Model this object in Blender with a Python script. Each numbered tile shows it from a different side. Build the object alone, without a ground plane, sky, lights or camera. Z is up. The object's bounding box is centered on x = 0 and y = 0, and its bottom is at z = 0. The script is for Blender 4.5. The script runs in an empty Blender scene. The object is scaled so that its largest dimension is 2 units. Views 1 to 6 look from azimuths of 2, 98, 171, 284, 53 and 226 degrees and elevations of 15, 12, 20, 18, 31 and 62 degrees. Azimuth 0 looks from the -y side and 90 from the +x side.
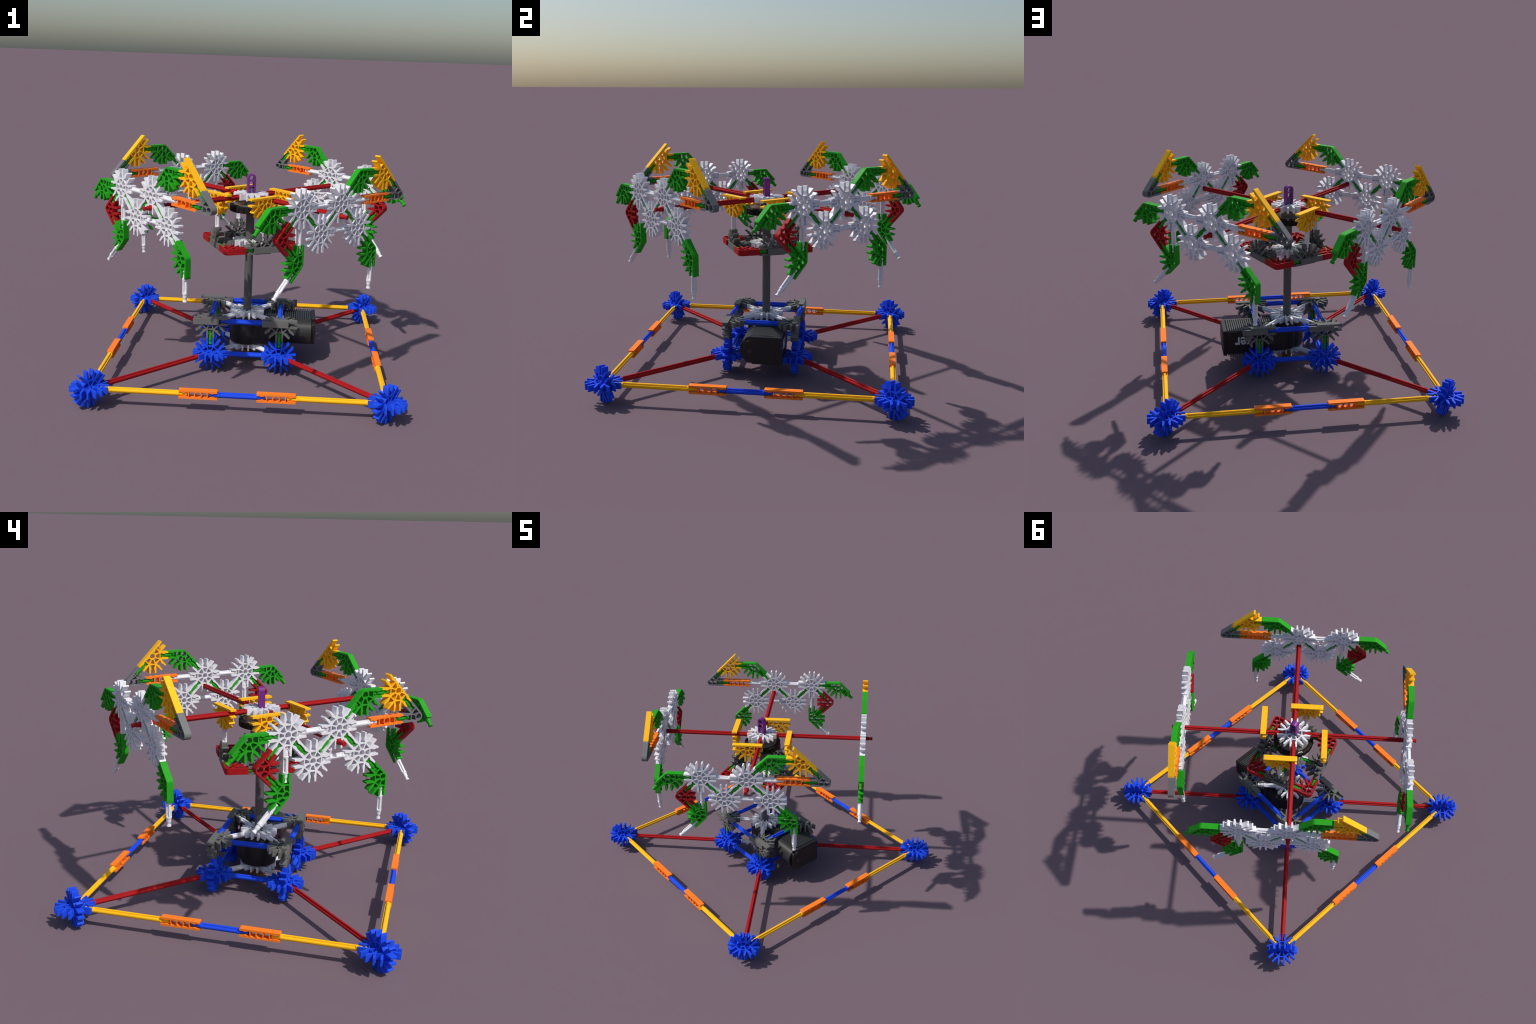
"""Construction-toy carousel: four horses on a motor-driven rotor over a square rod frame.

Everything sits on the toy system's own lattice.  G is the centre-to-centre distance of two
connectors joined by the shortest (green) rod; each longer rod spans sqrt(2) times the one before:
green 1, white 1.414, blue 2, yellow 2.828, red 4.
"""
import bpy, bmesh, math
from mathutils import Matrix, Vector
from mathutils.geometry import delaunay_2d_cdt

G = 0.2205                 # lattice unit in metres
S2 = math.sqrt(2.0)
THICK = 0.171              # connector thickness / G
TIP = 0.5                  # jaw tip distance from the connector centre / G
OUT = 0.115                # outer face of a prong, offset from the jaw axis / G
PRONG = 0.089              # prong centre line, offset from the jaw axis / G
NODE = PRONG / math.sin(math.radians(22.5))   # spoke end radius / G
BAR = 0.240                # cross bar behind the jaw / G
WEB = 0.028                # thickness of spokes and cross bars / G
RING_IN, RING_OUT = 0.076, 0.104
ROD_END = 0.285            # rod tip distance from the connector centre / G
ROD_R = 0.0755             # rod radius over the ridges / G
CLIP = 0.362               # where a rod crosses a jaw sideways / G
SPAN = dict(green=1.0, white=S2, blue=2.0, yellow=2 * S2, red=4.0)

Z_BASE = 0.1117            # height of the base lattice plane
Z_MID = 0.3312             # upper plane of the motor cage
Z_ARM = 1.1103             # height of the four red arms
Z_FAN = 1.1112             # height of the yellow fans clipped on the arms
Z_RING = 0.808             # height of the hanging ring
Z_HORSE = 1.1832           # height of the horses' upper body connectors
D_HORSE = 0.7510           # distance of the horse planes from the axis
PHI = math.radians(224.7)  # bearing of the first arm
PHI_RING = PHI - math.asin(CLIP)


# ------------------------------------------------------------------ materials
def plastic(name, color, rough=0.55, spec=0.12, mottling=0.03, bump=0.03, coat=0.0):
    m = bpy.data.materials.new(name)
    m.use_nodes = True
    nt = m.node_tree
    b = nt.nodes["Principled BSDF"]
    tc = nt.nodes.new("ShaderNodeTexCoord")
    n = nt.nodes.new("ShaderNodeTexNoise")
    n.inputs["Scale"].default_value = 9.0
    n.inputs["Detail"].default_value = 4.0
    nt.links.new(tc.outputs["Object"], n.inputs["Vector"])
    ramp = nt.nodes.new("ShaderNodeValToRGB")
    lo = [c * (1 - mottling) for c in color] + [1]
    hi = [min(1, c * (1 + mottling)) for c in color] + [1]
    ramp.color_ramp.elements[0].position, ramp.color_ramp.elements[0].color = 0.35, lo
    ramp.color_ramp.elements[1].position, ramp.color_ramp.elements[1].color = 0.65, hi
    nt.links.new(n.outputs["Fac"], ramp.inputs["Fac"])
    nt.links.new(ramp.outputs["Color"], b.inputs["Base Color"])
    fine = nt.nodes.new("ShaderNodeTexNoise")
    fine.inputs["Scale"].default_value = 160.0
    nt.links.new(tc.outputs["Object"], fine.inputs["Vector"])
    bm = nt.nodes.new("ShaderNodeBump")
    bm.inputs["Strength"].default_value = bump
    bm.inputs["Distance"].default_value = 0.002
    nt.links.new(fine.outputs["Fac"], bm.inputs["Height"])
    nt.links.new(bm.outputs["Normal"], b.inputs["Normal"])
    b.inputs["Roughness"].default_value = rough
    b.inputs["Specular IOR Level"].default_value = spec
    b.inputs["Coat Weight"].default_value = coat
    return m


MAT = dict(
    white=plastic("white_plastic", (0.78, 0.775, 0.81), 0.35, 0.45),
    green=plastic("green_plastic", (0.022, 0.335, 0.015)),
    yellow=plastic("yellow_plastic", (1.0, 0.515, 0.015), mottling=0.01),
    red=plastic("red_plastic", (0.375, 0.012, 0.015)),
    orange=plastic("orange_plastic", (1.0, 0.225, 0.022), mottling=0.01),
    blue=plastic("blue_plastic", (0.017, 0.080, 0.74)),
    gray=plastic("gray_plastic", (0.148, 0.148, 0.142)),
    snout=plastic("light_gray_plastic", (0.17, 0.17, 0.175)),
    purple=plastic("purple_plastic", (0.175, 0.020, 0.225), 0.45, 0.4),
    brown=plastic("brown_plastic", (0.20, 0.10, 0.05)),
    tube=plastic("tube_plastic", (0.105, 0.107, 0.107), 0.35, 0.4),
    black=plastic("motor_plastic", (0.013, 0.011, 0.0105), 0.45, 0.4),
    ribbed=plastic("motor_fin_plastic", (0.038, 0.040, 0.041), 0.5, 0.4),
    shell=plastic("motor_shell_plastic", (0.027, 0.027, 0.0265), 0.38, 0.5),
    tyre=plastic("tyre_rubber", (0.018, 0.015, 0.013), 0.6, bump=0.15),
    wheel=plastic("wheel_plastic", (0.16, 0.16, 0.155), 0.28, 0.5),
    mark=plastic("white_print", (0.62, 0.62, 0.65)),
)


# ------------------------------------------------------------------ mesh helpers
def finish(bm, name, mat, angle=35.0, bevel=0.0):
    bmesh.ops.remove_doubles(bm, verts=bm.verts, dist=1e-6)
    bmesh.ops.recalc_face_normals(bm, faces=bm.faces)
    if bevel:
        sharp = [e for e in bm.edges if len(e.link_faces) == 2 and e.calc_face_angle() > math.radians(60)]
        bmesh.ops.bevel(bm, geom=sharp, offset=bevel, segments=1, profile=0.5, affect='EDGES',
                        clamp_overlap=True)
    lim = math.radians(angle)
    for f in bm.faces:
        f.smooth = True
    for e in bm.edges:
        e.smooth = len(e.link_faces) == 2 and e.calc_face_angle() < lim
    me = bpy.data.meshes.new(name)
    bm.to_mesh(me)
    bm.free()
    me.materials.append(mat)
    return me


def union_plate(polys, thick, name, mat, bevel=0.0):
    """Union of flat convex polygons, extruded symmetrically about z = 0."""
    verts, faces = [], []
    for p in polys:
        area = sum(p[i][0] * p[(i + 1) % len(p)][1] - p[(i + 1) % len(p)][0] * p[i][1] for i in range(len(p)))
        if area < 0:
            p = p[::-1]
        faces.append(list(range(len(verts), len(verts) + len(p))))
        verts += [Vector(q) for q in p]
    vo, eo, fo, ov, oe, of = delaunay_2d_cdt(verts, [], faces, 1, 1e-6)
    tris = [f for f, src in zip(fo, of) if src]
    bm = bmesh.new()
    h = thick / 2
    top = [bm.verts.new((v[0], v[1], h)) for v in vo]
    bot = [bm.verts.new((v[0], v[1], -h)) for v in vo]
    count = {}
    for t in tris:
        for i in range(len(t)):
            a, b = t[i], t[(i + 1) % len(t)]
            count[(a, b)] = 1
    for t in tris:
        bm.faces.new([top[i] for i in t])
        bm.faces.new([bot[i] for i in reversed(t)])
    for (a, b) in count:
        if (b, a) not in count:
            bm.faces.new([top[b], top[a], bot[a], bot[b]])
    loose = [v for v in bm.verts if not v.link_faces]
    bmesh.ops.delete(bm, geom=loose, context='VERTS')
    return finish(bm, name, mat, 35, bevel)


def lathe(profile, name, mat, seg=48, angle=35.0, warp=None):
    """Revolve (radius, z) points about z; profile ends on or off the axis, closed either way."""
    bm = bmesh.new()
    rings = []
    for r, z in profile:
        ring = []
        for i in range(seg):
            a = 2 * math.pi * i / seg
            rr = warp(r, z, i) if warp else r
            ring.append(bm.verts.new((rr * math.cos(a), rr * math.sin(a), z)))
        rings.append(ring)
    for a, b in zip(rings, rings[1:]):
        for i in range(seg):
            bm.faces.new([a[i], a[(i + 1) % seg], b[(i + 1) % seg], b[i]])
    bm.faces.new(list(reversed(rings[0])))
    bm.faces.new(rings[-1])
    return finish(bm, name, mat, angle)


def prism(section, z0, z1, name, mat, bevel=0.0, angle=35.0):
    """Extrude a closed 2D outline from z0 to z1."""
    bm = bmesh.new()
    a = [bm.verts.new((x, y, z0)) for x, y in section]
    b = [bm.verts.new((x, y, z1)) for x, y in section]
    n = len(section)
    for i in range(n):
        bm.faces.new([a[i], a[(i + 1) % n], b[(i + 1) % n], b[i]])
    bm.faces.new(list(reversed(a)))
    bm.faces.new(b)
    return finish(bm, name, mat, angle, bevel)


# ------------------------------------------------------------------ connectors
def connector(name, mat, jaws, flats=(), round_cap=True, edge_spokes=True):
    """A snap connector in the xy plane: jaws at the given bearings (degrees, multiples of 45).

    Neighbouring jaws share a spoke; at an open end of the fan the outer prong runs back
    along the centre ring as a straight flat edge.  'flats' adds straight edges towards
    bearings that have no jaw (slotted halves); 'edge_spokes' keeps the spokes beside the flat edges."""
    polys = []
    js = set(a % 360 for a in jaws)

    def rot(p, a):
        c, s = math.cos(math.radians(a)), math.sin(math.radians(a))
        return (p[0] * c - p[1] * s, p[0] * s + p[1] * c)

    def put(pts, a):
        polys.append([rot((x * G, y * G), a) for x, y in pts])

    n = 28
    for i in range(n):                                    # centre ring
        a0, a1 = 360 * i / n, 360 * (i + 1) / n
        polys.append([rot((RING_IN * G, 0), a0), rot((RING_OUT * G, 0), a0),
                      rot((RING_OUT * G, 0), a1), rot((RING_IN * G, 0), a1)])
    inner = [(BAR, 0.069), (0.290, 0.067), (0.325, 0.054), (0.350, 0.045), (0.378, 0.045),
             (0.402, 0.053), (0.425, 0.061), (TIP - 0.008, 0.062), (TIP, 0.065)]
    nodes = set()
    for a in js:
        for side in (1, -1):
            open_end = ((a + 45 * side) % 360) not in js
            # prong, as a row of convex slices between the outer face and the snap contour
            for (x0, y0), (x1, y1) in zip(inner, inner[1:]):
                o0, o1 = OUT, OUT
                if not open_end:
                    o0 = OUT - 0.004 * max(0, (x0 - 0.30) / 0.2)
                    o1 = OUT - 0.004 * max(0, (x1 - 0.30) / 0.2)
                if x1 == TIP:
                    o1 -= 0.004
                put([(x0, side * y0), (x1, side * y1), (x1, side * o1), (x0, side * o0)], a)
            if open_end:
                put([(0, side * 0.076), (BAR + 0.01, side * 0.068), (BAR + 0.01, side * OUT),
                     (0, side * OUT)], a)
            nodes.add((round(a + 22.5 * side, 1) % 360, open_end))
        put([(BAR - 0.014, -PRONG), (BAR + 0.014, -PRONG), (BAR + 0.014, PRONG),
             (BAR - 0.014, PRONG)], a)                     # bar behind the jaw
    if round_cap:                                          # ring thickened where flats turn the corner
        for i in range(n):
            a0, a1 = 360 * i / n, 360 * (i + 1) / n
            mid = (a0 + a1) / 2
            open_here = all(abs((mid - j + 180) % 360 - 180) > 88 for j in js)
            if open_here:
                polys.append([rot((RING_IN * G, 0), a0), rot((OUT * G, 0), a0),
                              rot((OUT * G, 0), a1), rot((RING_IN * G, 0), a1)])
    for a, open_end in nodes:                              # spokes
        w = WEB / 2
        if open_end and not edge_spokes:
            continue
        put([(RING_OUT - 0.012, -w), (NODE - 0.004, -w * 1.2), (NODE - 0.004, w * 1.2),
             (RING_OUT - 0.012, w)], a)
        if open_end:
            continue
        put([(NODE - 0.022, -0.016), (NODE + 0.02, -0.028), (NODE + 0.05, 0.0), (NODE + 0.02, 0.028), (NODE - 0.022, 0.016)], a)
    for a, side in flats:                                  # stub of a flat edge without a jaw
        put([(0, side * 0.076), (0.25, side * 0.070), (0.25, side * OUT), (0, side * OUT)], a)
    return union_plate(polys, THICK * G, name, MAT[mat])


CONN = dict(
    white=connector("white_connector", "white", range(0, 360, 45)),
    yellow=connector("yellow_connector", "yellow", [0, 45, 90, 135, 180]),
    green=connector("green_connector", "green", [0, 45, 90, 135], edge_spokes=False),
    red=connector("red_connector", "red", [0, 45, 90], edge_spokes=False),
    snout=connector("gray_connector", "snout", [0, 45], edge_spokes=False),
    orange=connector("orange_connector", "orange", [0, 180], round_cap=False, edge_spokes=False),
    purple=connector("purple_connector", "purple", [0], edge_spokes=False),
    blue=connector("blue_slotted_connector", "blue", [0, 45, 90, 135, 225, 270, 315]),
    gray=connector("gray_slotted_connector", "gray", [0, 45, 90, 135], flats=[(180, 1)]),
)


# ------------------------------------------------------------------ rods
def rod(name, mat, span):
    """Rod along x, centred: snap knob and neck at both ends, four grooves along the shaft."""
    half = span * G / 2 - ROD_END * G
    knob = [(0.0, 0.052), (0.008, 0.061), (0.030, 0.060), (0.068, 0.043), (0.090, 0.044), (0.118, 0.059), (0.140, 0.061)]
    st = [(-half + x * G, r * G, 0.0) for x, r in knob]
    long = half > 0.30 * G
    if long:
        st += [(-half + 0.206 * G, 0.062 * G, 0.0), (-half + 0.214 * G, ROD_R * G, 0.6),
               (-half + 0.255 * G, ROD_R * G, 0.6), (-half + 0.268 * G, ROD_R * G, 1.0)]
    st += [(-x, r, k) for x, r, k in reversed(st)]
    # shaft section: four ridges with deep grooves between them, repeated every quarter turn (degrees, radius / G)
    quarter = [(0, 1.0), (10, 1.0), (17, 0.99), (22, 0.95), (30, 0.63), (45, 0.54), (60, 0.63), (68, 0.95), (73, 0.99),
               (80, 1.0)]
    shaft = [(math.radians(a + 90 * q), f * ROD_R) for q in range(4) for a, f in quarter]
    bm = bmesh.new()
    rings = []
    for x, r, k in st:
        ring = []
        for a, rs in shaft:
            rr = rs * G if k == 1.0 else r
            p = (rr * math.cos(a), rr * math.sin(a))
            ring.append(bm.verts.new((x, p[0], p[1])))
        rings.append(ring)
    seg = len(shaft)
    for a, b in zip(rings, rings[1:]):
        for i in range(seg):
            bm.faces.new([a[i], a[(i + 1) % seg], b[(i + 1) % seg], b[i]])
    bm.faces.new(list(reversed(rings[0])))
    bm.faces.new(rings[-1])
    if long:                                               # moulding pips on the flanks
        n = 2 if span < 1.9 else 4
        for i in range(n):
            x = (half - 0.30 * G) * (2 * i / (n - 1) - 1)
            for q in range(4):
                a = math.radians(90 * q + 4)
                c = Vector((x, ROD_R * G * math.cos(a), ROD_R * G * math.sin(a)))
                bmesh.ops.create_icosphere(bm, subdivisions=1, radius=0.0020, matrix=Matrix.Translation(c))
    return finish(bm, name, MAT[mat], 40)


ROD = {c: rod(c + "_rod", c, SPAN[c]) for c in SPAN}


# ------------------------------------------------------------------ scene assembly
def add(name, me, parent, mat4):
    o = bpy.data.objects.new(name, me)
    bpy.context.scene.collection.objects.link(o)
    o.parent = parent
    o.matrix_basis = parent_inv(parent) @ mat4 if parent else mat4
    return o


def parent_inv(p):
    m = Matrix.Identity(4)
    while p:
        m = p.matrix_basis @ m
        p = p.parent
    return m.inverted()


def group(name, parent, mat4=None):
    return add(name, None, parent, mat4 or Matrix.Identity(4))


def frame(o, x, y):
    """Matrix with given origin, local x and (approximate) local y."""
    x = Vector(x).normalized()
    z = x.cross(Vector(y)).normalized()
    y = z.cross(x)
    m = Matrix((x, y, z)).transposed().to_4x4()
    m.translation = Vector(o)
    return m


def place_rod(color, parent, a, b, up=(0, 0, 1)):
    """Rod from lattice point a towards lattice point b; it snaps in at a."""
    a, b = Vector(a), Vector(b)
    d = (b - a).normalized()
    up = Vector(up)
    if abs(d.dot(up)) > 0.95:
        up = Vector((1, 1, 0)) if abs(d.z) > 0.9 else Vector((0, 0, 1))
    return add(color + "_rod", ROD[color], parent, frame(a + d * SPAN[color] * G / 2, d, up.cross(d)))


def place_conn(kind, parent, o, x, y, name=None):
    """Connector whose local x and y axes (bearings 0 and 90) point along x and y."""
    return add(name or CONN[kind].name, CONN[kind], parent, frame(o, x, y))


root = group("toy_carousel", None)
root["label"] = "colorful snap-together rod and connector carousel with four horses"
root["category"] = "toy carousel"
UP = Vector((0, 0, 1))

# ---- base: square of yellow, orange and blue, red diagonals to the motor cage
base = group("base_frame", root)
C = G * (1 + 2 * S2)
for q in range(4):
    e = Vector((math.cos(q * math.pi / 2), math.sin(q * math.pi / 2), 0))      # outward side normal
    t = Vector((-e.y, e.x, 0))
    e.x, e.y, t.x, t.y = (round(v) for v in (e.x, e.y, t.x, t.y))
    mid = e * C + UP * Z_BASE
    cor, nxt = mid - t * C, mid + t * C
    place_rod("yellow", base, cor, mid - t * G, e)
    place_rod("yellow", base, nxt, mid + t * G, e)
    place_rod("blue", base, mid - t * G, mid + t * G, e)
    for s in (-1, 1):
        place_conn("orange", base, mid + t * G * s, t, UP)
    diag = (e - t).normalized()                            # from the axis towards this corner
    slot = Vector((1, 1, 0)).normalized()                  # all corner pairs are slotted together along (1, 1)
    place_conn("blue", base, cor, slot, UP.cross(slot))
    place_conn("blue", base, cor, -slot, UP)
    inn = diag * S2 * G + UP * Z_BASE
    place_rod("red", base, cor, inn)

# ---- motor cage: blue pairs below, slotted gray pairs above, green posts between
cage = group("motor_cage", root)
for sx in (-1, 1):
    for sy in (-1, 1):
        lo = Vector((sx * G, sy * G, Z_BASE))
        hi = Vector((sx * G, sy * G, Z_MID))
        X = Vector((-sy, 0, 0))                            # side whose jaw belongs to the upright piece
        place_conn("blue", cage, lo, -X, UP.cross(-X))
        place_conn("blue", cage, lo, X, UP)
        place_conn("gray", cage, hi, -X, Vector((0, -sy, 0)))
        place_conn("gray", cage, hi, X, -UP)
        place_rod("green", cage, lo, hi, (0, 1, 0))
        for zz in (Z_BASE, Z_MID):
            place_rod("white", cage, (0, 0, zz), (sx * G, sy * G, zz))
for s in (-1, 1):
    for zz in (Z_BASE, Z_MID):
        place_rod("blue", cage, (-G, s * G, zz), (G, s * G, zz))
        place_rod("blue", cage, (s * G, -G, zz), (s * G, G, zz))
for zz in (Z_BASE, Z_MID):
    place_conn("white", cage, (0, 0, zz), (1, 0, 0), (0, 1, 0))

# ---- motor: vertical gear drum and a D-shaped battery block with fins
motor = group("motor", root)
I4 = Matrix.Identity(4)
ZC = (Z_BASE + Z_MID) / 2
drum_h = G / 2 - THICK * G / 2 - 0.002
add("gear_drum", lathe([(0.098, -drum_h), (0.110, -drum_h + 0.006), (0.112, -drum_h + 0.02), (0.112, drum_h - 0.012),
                        (0.108, drum_h - 0.004), (0.098, drum_h)], "gear_drum", MAT["black"], 64), motor,
    Matrix.Translation((0, 0, ZC)))
# block sections in (y, z), extruded along x: a box with a rounded bulge towards -y
BX1, BY0, BY1, BZ0, BZ1 = 0.4525, -0.033, 0.158, 0.134, 0.312
BZC = (BZ0 + BZ1) / 2
to_x = Matrix(((0, 0, 1, 0), (1, 0, 0, 0), (0, 1, 0, 0), (0, 0, 0, 1)))   # section (y, z) -> world, extrude x
def d_section(inset, bulge, drop):
    pts = [(BY1, BZ0 + inset), (BY1, BZ1 - inset)]
    for i in range(25):
        a = math.pi / 2 + math.pi * i / 24
        pts.append((BY0 + bulge * math.cos(a), BZC + (BZ1 - BZC - drop) * math.sin(a)))
    return pts
box = [(BY0, BZ0), (BY1, BZ0), (BY1, BZ1), (BY0, BZ1)]
add("battery_block", prism(d_section(0.011, 0.073, 0.011), 0.150, 0.428, "battery_block", MAT["black"], 0.002), motor, to_x)
add("block_shell", prism([(BY0 + 0.073 * math.cos(math.pi / 2 + math.pi * i / 24),
                           BZC + (BZ1 - BZC - 0.006) * math.sin(math.pi / 2 + math.pi * i / 24)) for i in range(25)],
                         0.200, 0.426, "block_shell", MAT["shell"], 0.001), motor, to_x)
add("end_cap", prism([(BY0 + 0.004, BZ0), (BY1 + 0.001, BZ0), (BY1 + 0.001, BZ1), (BY0, BZ1), (BY0, 0.281), (-0.078, 0.281),
                      (-0.081, 0.262), (-0.081, 0.170), (-0.066, 0.150), (-0.042, 0.142), (BY0 + 0.004, 0.142)],
                     0.4262, BX1, "end_cap", MAT["black"], 0.002), motor, to_x)
for y in (-0.072, -0.042):                                 # two clip rails on the cap's shoulder
    add("clip_rail", prism([(y - 0.004, 0.279), (y + 0.004, 0.279), (y + 0.004, 0.288), (y - 0.004, 0.288)], 0.429, 0.451,
                           "clip_rail", MAT["shell"], 0.001), motor, to_x)
door = [(-0.017, 0.143), (0.119, 0.143), (0.119, 0.301), (-0.017, 0.301), (-0.017, 0.247), (-0.064, 0.247),
        (-0.064, 0.191), (-0.017, 0.191)]
add("battery_door", prism(door, BX1 - 0.002, BX1 + 0.0022, "battery_door", MAT["black"], 0.0012), motor, to_x)
add("door_catch", lathe([(0.016, 0.0), (0.015, 0.002)], "door_catch", MAT["shell"], 24), motor,
    Matrix.Translation((BX1 + 0.001, -0.042, 0.218)) @ to_x)
add("block_collar", prism([(BY0 - 0.06, BZ0 + 0.012), (BY1 - 0.004, BZ0 + 0.006), (BY1 - 0.004, BZ1 - 0.004), (BY0, BZ1 - 0.004),
                           (BY0 - 0.06, BZ1 - 0.03)], 0.140, 0.168, "block_collar", MAT["black"], 0.004), motor, to_x)
plan = [(0.16, -0.098), (0.16, 0.150), (0.10, 0.150), (0.03, 0.147), (-0.01, 0.135), (-0.04, 0.104), (-0.02, -0.098)]
add("gear_housing", prism(plan, 0.142, 0.298, "gear_housing", MAT["black"], 0.004), motor, I4)
latch = prism([(-0.022, -0.040), (0.022, -0.040), (0.022, 0.040), (-0.022, 0.040)], -0.004, 0.004, "housing_latch",
              MAT["black"], 0.0015)
add("housing_latch", latch, motor, frame((0.060, -0.0965, ZC), (1, 0, 0), (0, 0, 1)))
add("housing_latch", latch, motor, frame((0.066, 0.1465, ZC), (1, 0, 0), (0, 0, -1)))
add("fin_bed", prism([(BY0, 0.20), (BY1 - 0.006, 0.20), (BY1 - 0.006, BZ1 - 0.010), (BY0, BZ1 - 0.010)], 0.112, 0.166,
                     "fin_bed", MAT["ribbed"]), motor, to_x)
FIN_PITCH, FIN_W = 0.0144, 0.0044
fin = prism([(BY0 - 0.006, -0.013), (BY1 - 0.0005, -0.013), (BY1 - 0.0005, 0.0), (BY0 - 0.004, 0.0)], -FIN_W, FIN_W,
            "cooling_fin", MAT["ribbed"])
for i in range(21):
    x = 0.4162 - i * FIN_PITCH
    add("cooling_fin", fin, motor, Matrix.Translation((x, 0, BZ1)) @ to_x)
    if i < 18:
        add("cooling_fin", fin, motor, Matrix.Translation((x, 0, BZ0)) @ to_x @ Matrix.Rotation(math.pi, 4, 'X'))
txt = bpy.data.curves.new("print_text", 'FONT')
txt.body = "ker"
txt.extrude = 0.006
txt.offset = 0.018
tmp = bpy.data.objects.new("print_text", txt)
bpy.context.scene.collection.objects.link(tmp)
word = bpy.data.meshes.new_from_object(tmp.evaluated_get(bpy.context.evaluated_depsgraph_get()))
bpy.data.objects.remove(tmp)
word.materials.clear()
word.materials.append(MAT["mark"])
xs = [v.co.x for v in word.vertices]
ks = max(v.co.y for v in word.vertices)
def print_word(parent, origin, right, up, width, height):
    """The moulded word, scaled to a given width and ascender height, lower left corner at origin."""
    m = frame(origin, right, up) @ Matrix.Diagonal((width / (max(xs) - min(xs)), height / ks, 0.1, 1))
    return add("printed_word", word, parent, m @ Matrix.Translation((-min(xs), 0, 0)))
print_word(motor, (0.258, BY1 + 0.0002, 0.263), (1, 0, 0), (0, 0, -1), 0.118, 0.080)

# ---- mast, tyre and hub
hub = group("rotor_hub", root)
add("mast_tube", lathe([(0.0266, 0.0), (0.0266, 0.985 - Z_MID)], "mast_tube", MAT["tube"], 32), hub,
    Matrix.Translation((0, 0, Z_MID + 0.004)))
add("drive_shaft", lathe([(0.0150, 0.028), (0.0150, 1.165)], "drive_shaft", MAT["gray"], 16), hub,
    I4)
clip = lathe([(0.020, -0.008), (0.0300, -0.008), (0.0300, 0.008), (0.020, 0.008)], "shaft_clip", MAT["brown"], 24)
add("shaft_clip", clip, hub, Matrix.Translation((0, 0, 0.998)))
add("shaft_clip", clip, hub, Matrix.Translation((0, 0, 0.048)) @ Matrix.Diagonal((1.07, 1.07, 3.2, 1)))
TZ, TR = 1.034, 0.134
def tread(r, z, i):
    return r - (0.006 if i % 9 == 0 and r > TR - 0.007 else 0.0)
add("tyre", lathe([(0.100, 0.016), (0.106, 0.0205), (0.122, 0.0215), (0.128, 0.0208), (TR, 0.018), (TR, 0.006), (TR, -0.006),
                   (TR, -0.018), (0.128, -0.0208), (0.122, -0.0215), (0.104, -0.0205), (0.098, -0.016)],
                  "tyre", MAT["tyre"], 216, 50, tread), hub, Matrix.Translation((0, 0, TZ)))
add("wheel_disc", lathe([(0.040, 0.046), (0.044, 0.040), (0.046, 0.0205), (0.098, 0.0205), (0.103, 0.0242), (0.107, 0.0236),
                         (0.107, -0.0225), (0.100, -0.023), (0.090, -0.014), (0.040, -0.014), (0.036, -0.034)],
                        "wheel_disc", MAT["wheel"], 96), hub, Matrix.Translation((0, 0, TZ)))
wa = math.radians(157.8)
wr = Vector((math.cos(wa), math.sin(wa), 0))
print_word(hub, wr * 0.114 + UP * (TZ + 0.0216) - wr.cross(UP) * 0.017, wr.cross(UP), wr, 0.034, 0.014)
arm0 = Vector((math.cos(PHI), math.sin(PHI), 0))
place_conn("white", hub, (0, 0, Z_ARM), arm0, (-arm0.y, arm0.x, 0))
pa = math.radians(19)
place_conn("purple", hub, (0, 0, 1.2495 - OUT * G), (0, 0, -1), (math.cos(pa), math.sin(pa), 0))
for k in range(4):
    a = PHI + k * math.pi / 2
    d = Vector((math.cos(a), math.sin(a), 0))
    place_rod("red", hub, UP * Z_ARM, UP * Z_ARM + d * 4 * G)

# ---- hanging ring: yellow fans clipped on the arms, white hangers, gray and red square
ring = group("hanging_ring", root)
place_conn("white", ring, (0, 0, Z_RING), (math.cos(PHI_RING), math.sin(PHI_RING), 0),
           (-math.sin(PHI_RING), math.cos(PHI_RING), 0))
for k in range(4):
    a = PHI + k * math.pi / 2
    ad = Vector((math.cos(a), math.sin(a), 0))
    at = Vector((-ad.y, ad.x, 0))
    b = PHI_RING + k * math.pi / 2
    d = Vector((math.cos(b), math.sin(b), 0))
    t = Vector((-d.y, d.x, 0))
    top = d * G + UP * Z_FAN
    low = d * G + UP * Z_RING
    place_conn("yellow", ring, top, at, -UP)
    add("white_rod", ROD["white"], ring, frame((top + low) / 2, UP, at))
    place_conn("gray", ring, low, t, -d)
    place_conn("gray", ring, low, -t, UP)
    place_rod("green", ring, UP * Z_RING, low)
    cor = (d + t) * G + UP * Z_RING
    place_conn("red", ring, cor, -t, -d)
    place_rod("green", ring, low, cor)
    place_rod("green", ring, cor, cor - d * G)


# ---- horses: planar figures on the lattice, u to the head, v up, in units of G
def ang(deg):
    return Vector((math.cos(math.radians(deg)), math.sin(math.radians(deg))))

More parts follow.
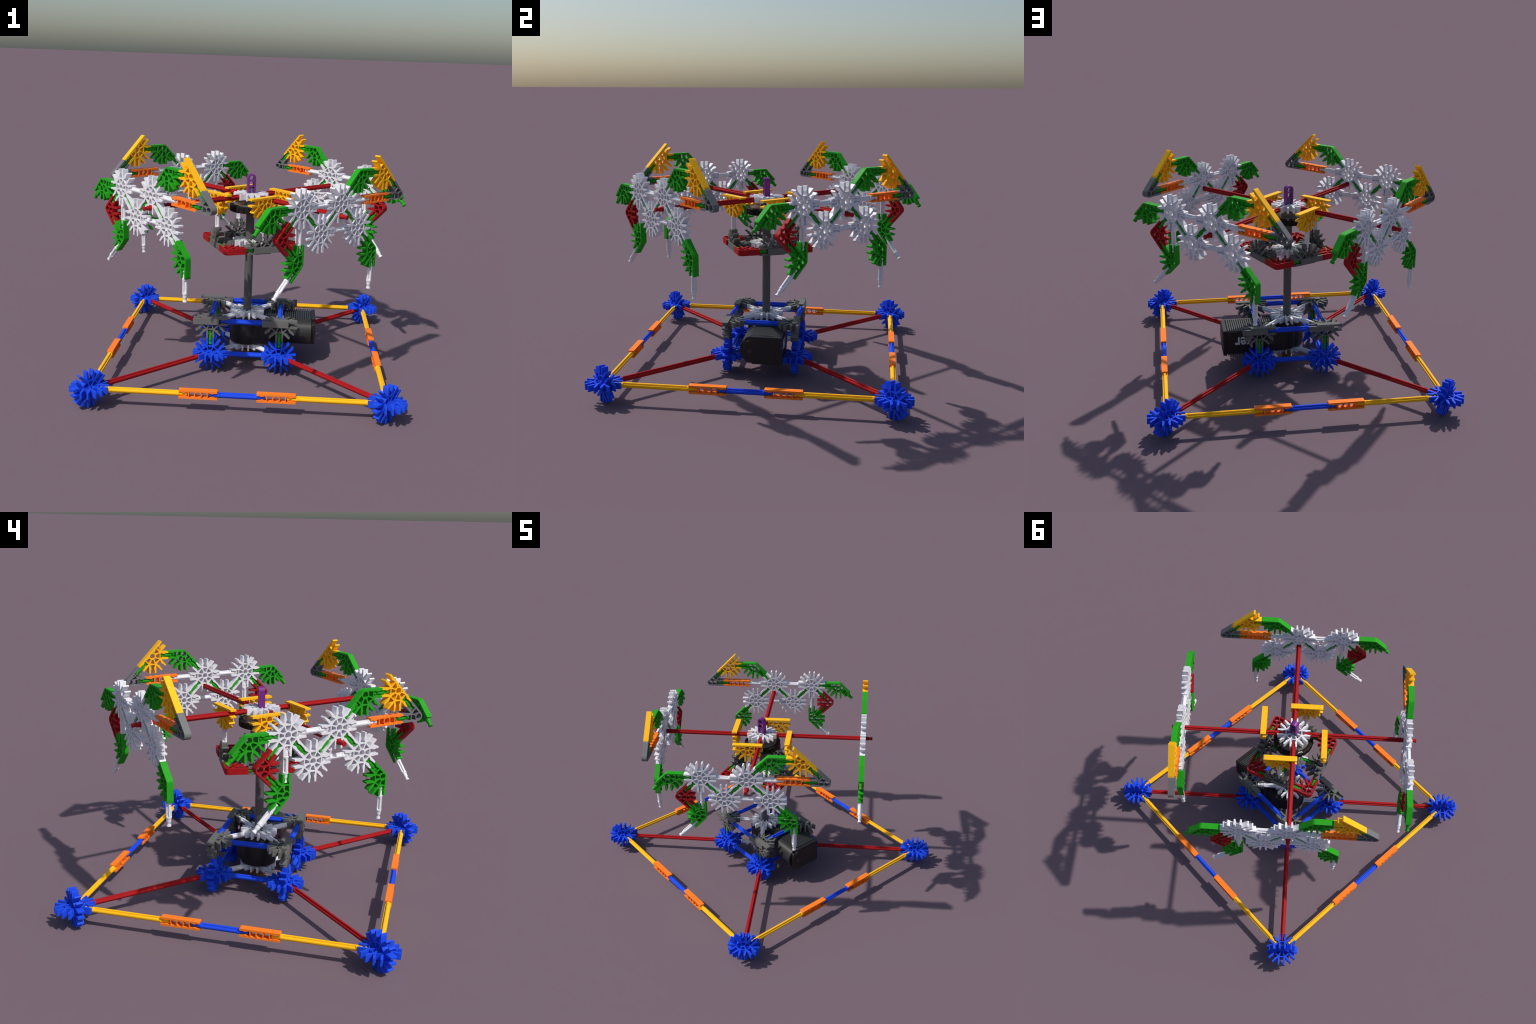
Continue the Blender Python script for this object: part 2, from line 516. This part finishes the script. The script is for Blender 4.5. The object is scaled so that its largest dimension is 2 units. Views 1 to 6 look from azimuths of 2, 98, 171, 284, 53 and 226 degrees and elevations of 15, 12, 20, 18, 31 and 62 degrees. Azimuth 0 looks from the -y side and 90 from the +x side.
R2 = S2 / 2
P = dict(rump=(-S2, 0), shoulder=(0, 0), belly=(-R2, -R2), chest=(R2, -R2), jaw=(S2, 0), snout=(S2 + 1, 0),
         head=(S2 + 1 - R2, R2), neck=(R2, R2), tail=(-S2 - 1, 0), haunch=(-S2 - R2, -R2), hock=(-S2, -S2),
         knee=(S2, -S2))
HORSE_CONN = [  # kind, lattice point, bearing of the first jaw, +1 if further jaws follow counter-clockwise
    ("white", "rump", 0, 1), ("white", "shoulder", 0, 1), ("white", "belly", 0, 1), ("white", "chest", 0, 1),
    ("orange", "jaw", 0, 1), ("snout", "snout", 135, 1), ("yellow", "head", 135, 1), ("green", "neck", 225, 1),
    ("green", "tail", 225, 1), ("red", "haunch", -45, 1), ("green", "hock", 90, 1), ("green", "knee", 135, 1)]
HORSE_ROD = [  # colour, from, to
    ("white", "rump", "shoulder"), ("white", "shoulder", "jaw"), ("white", "belly", "chest"),
    ("white", "rump", "hock"), ("green", "jaw", "snout"), ("green", "snout", "head"), ("green", "head", "neck"),
    ("green", "neck", "shoulder"), ("green", "rump", "tail"), ("green", "rump", "belly"),
    ("green", "belly", "shoulder"), ("green", "shoulder", "chest"), ("green", "chest", "knee"),
    ("green", "rump", "haunch"), ("green", "haunch", "hock")]
HORSE_FREE = [("green", "tail", 225), ("white", "hock", 225), ("white", "knee", 270)]  # rods with a loose end
for k in range(4):
    a = PHI + k * math.pi / 2
    d = Vector((math.cos(a), math.sin(a), 0))
    t = Vector((-d.y, d.x, 0))
    o = d * D_HORSE + UP * Z_HORSE
    horse = group("carousel_horse", root, Matrix.Translation(o))
    W = lambda uv: o + (t * uv[0] + UP * uv[1]) * G
    V = lambda uv: t * uv[0] + UP * uv[1]
    for kind, pt, first, turn in HORSE_CONN:
        place_conn(kind, horse, W(P[pt]), V(ang(first)), V(ang(first + 90 * turn)))
    for col, p, q in HORSE_ROD:
        place_rod(col, horse, W(P[p]), W(P[q]), d)
    for col, p, deg in HORSE_FREE:
        e = Vector(P[p]) + ang(deg) * SPAN[col]
        place_rod(col, horse, W(P[p]), W(e), d)
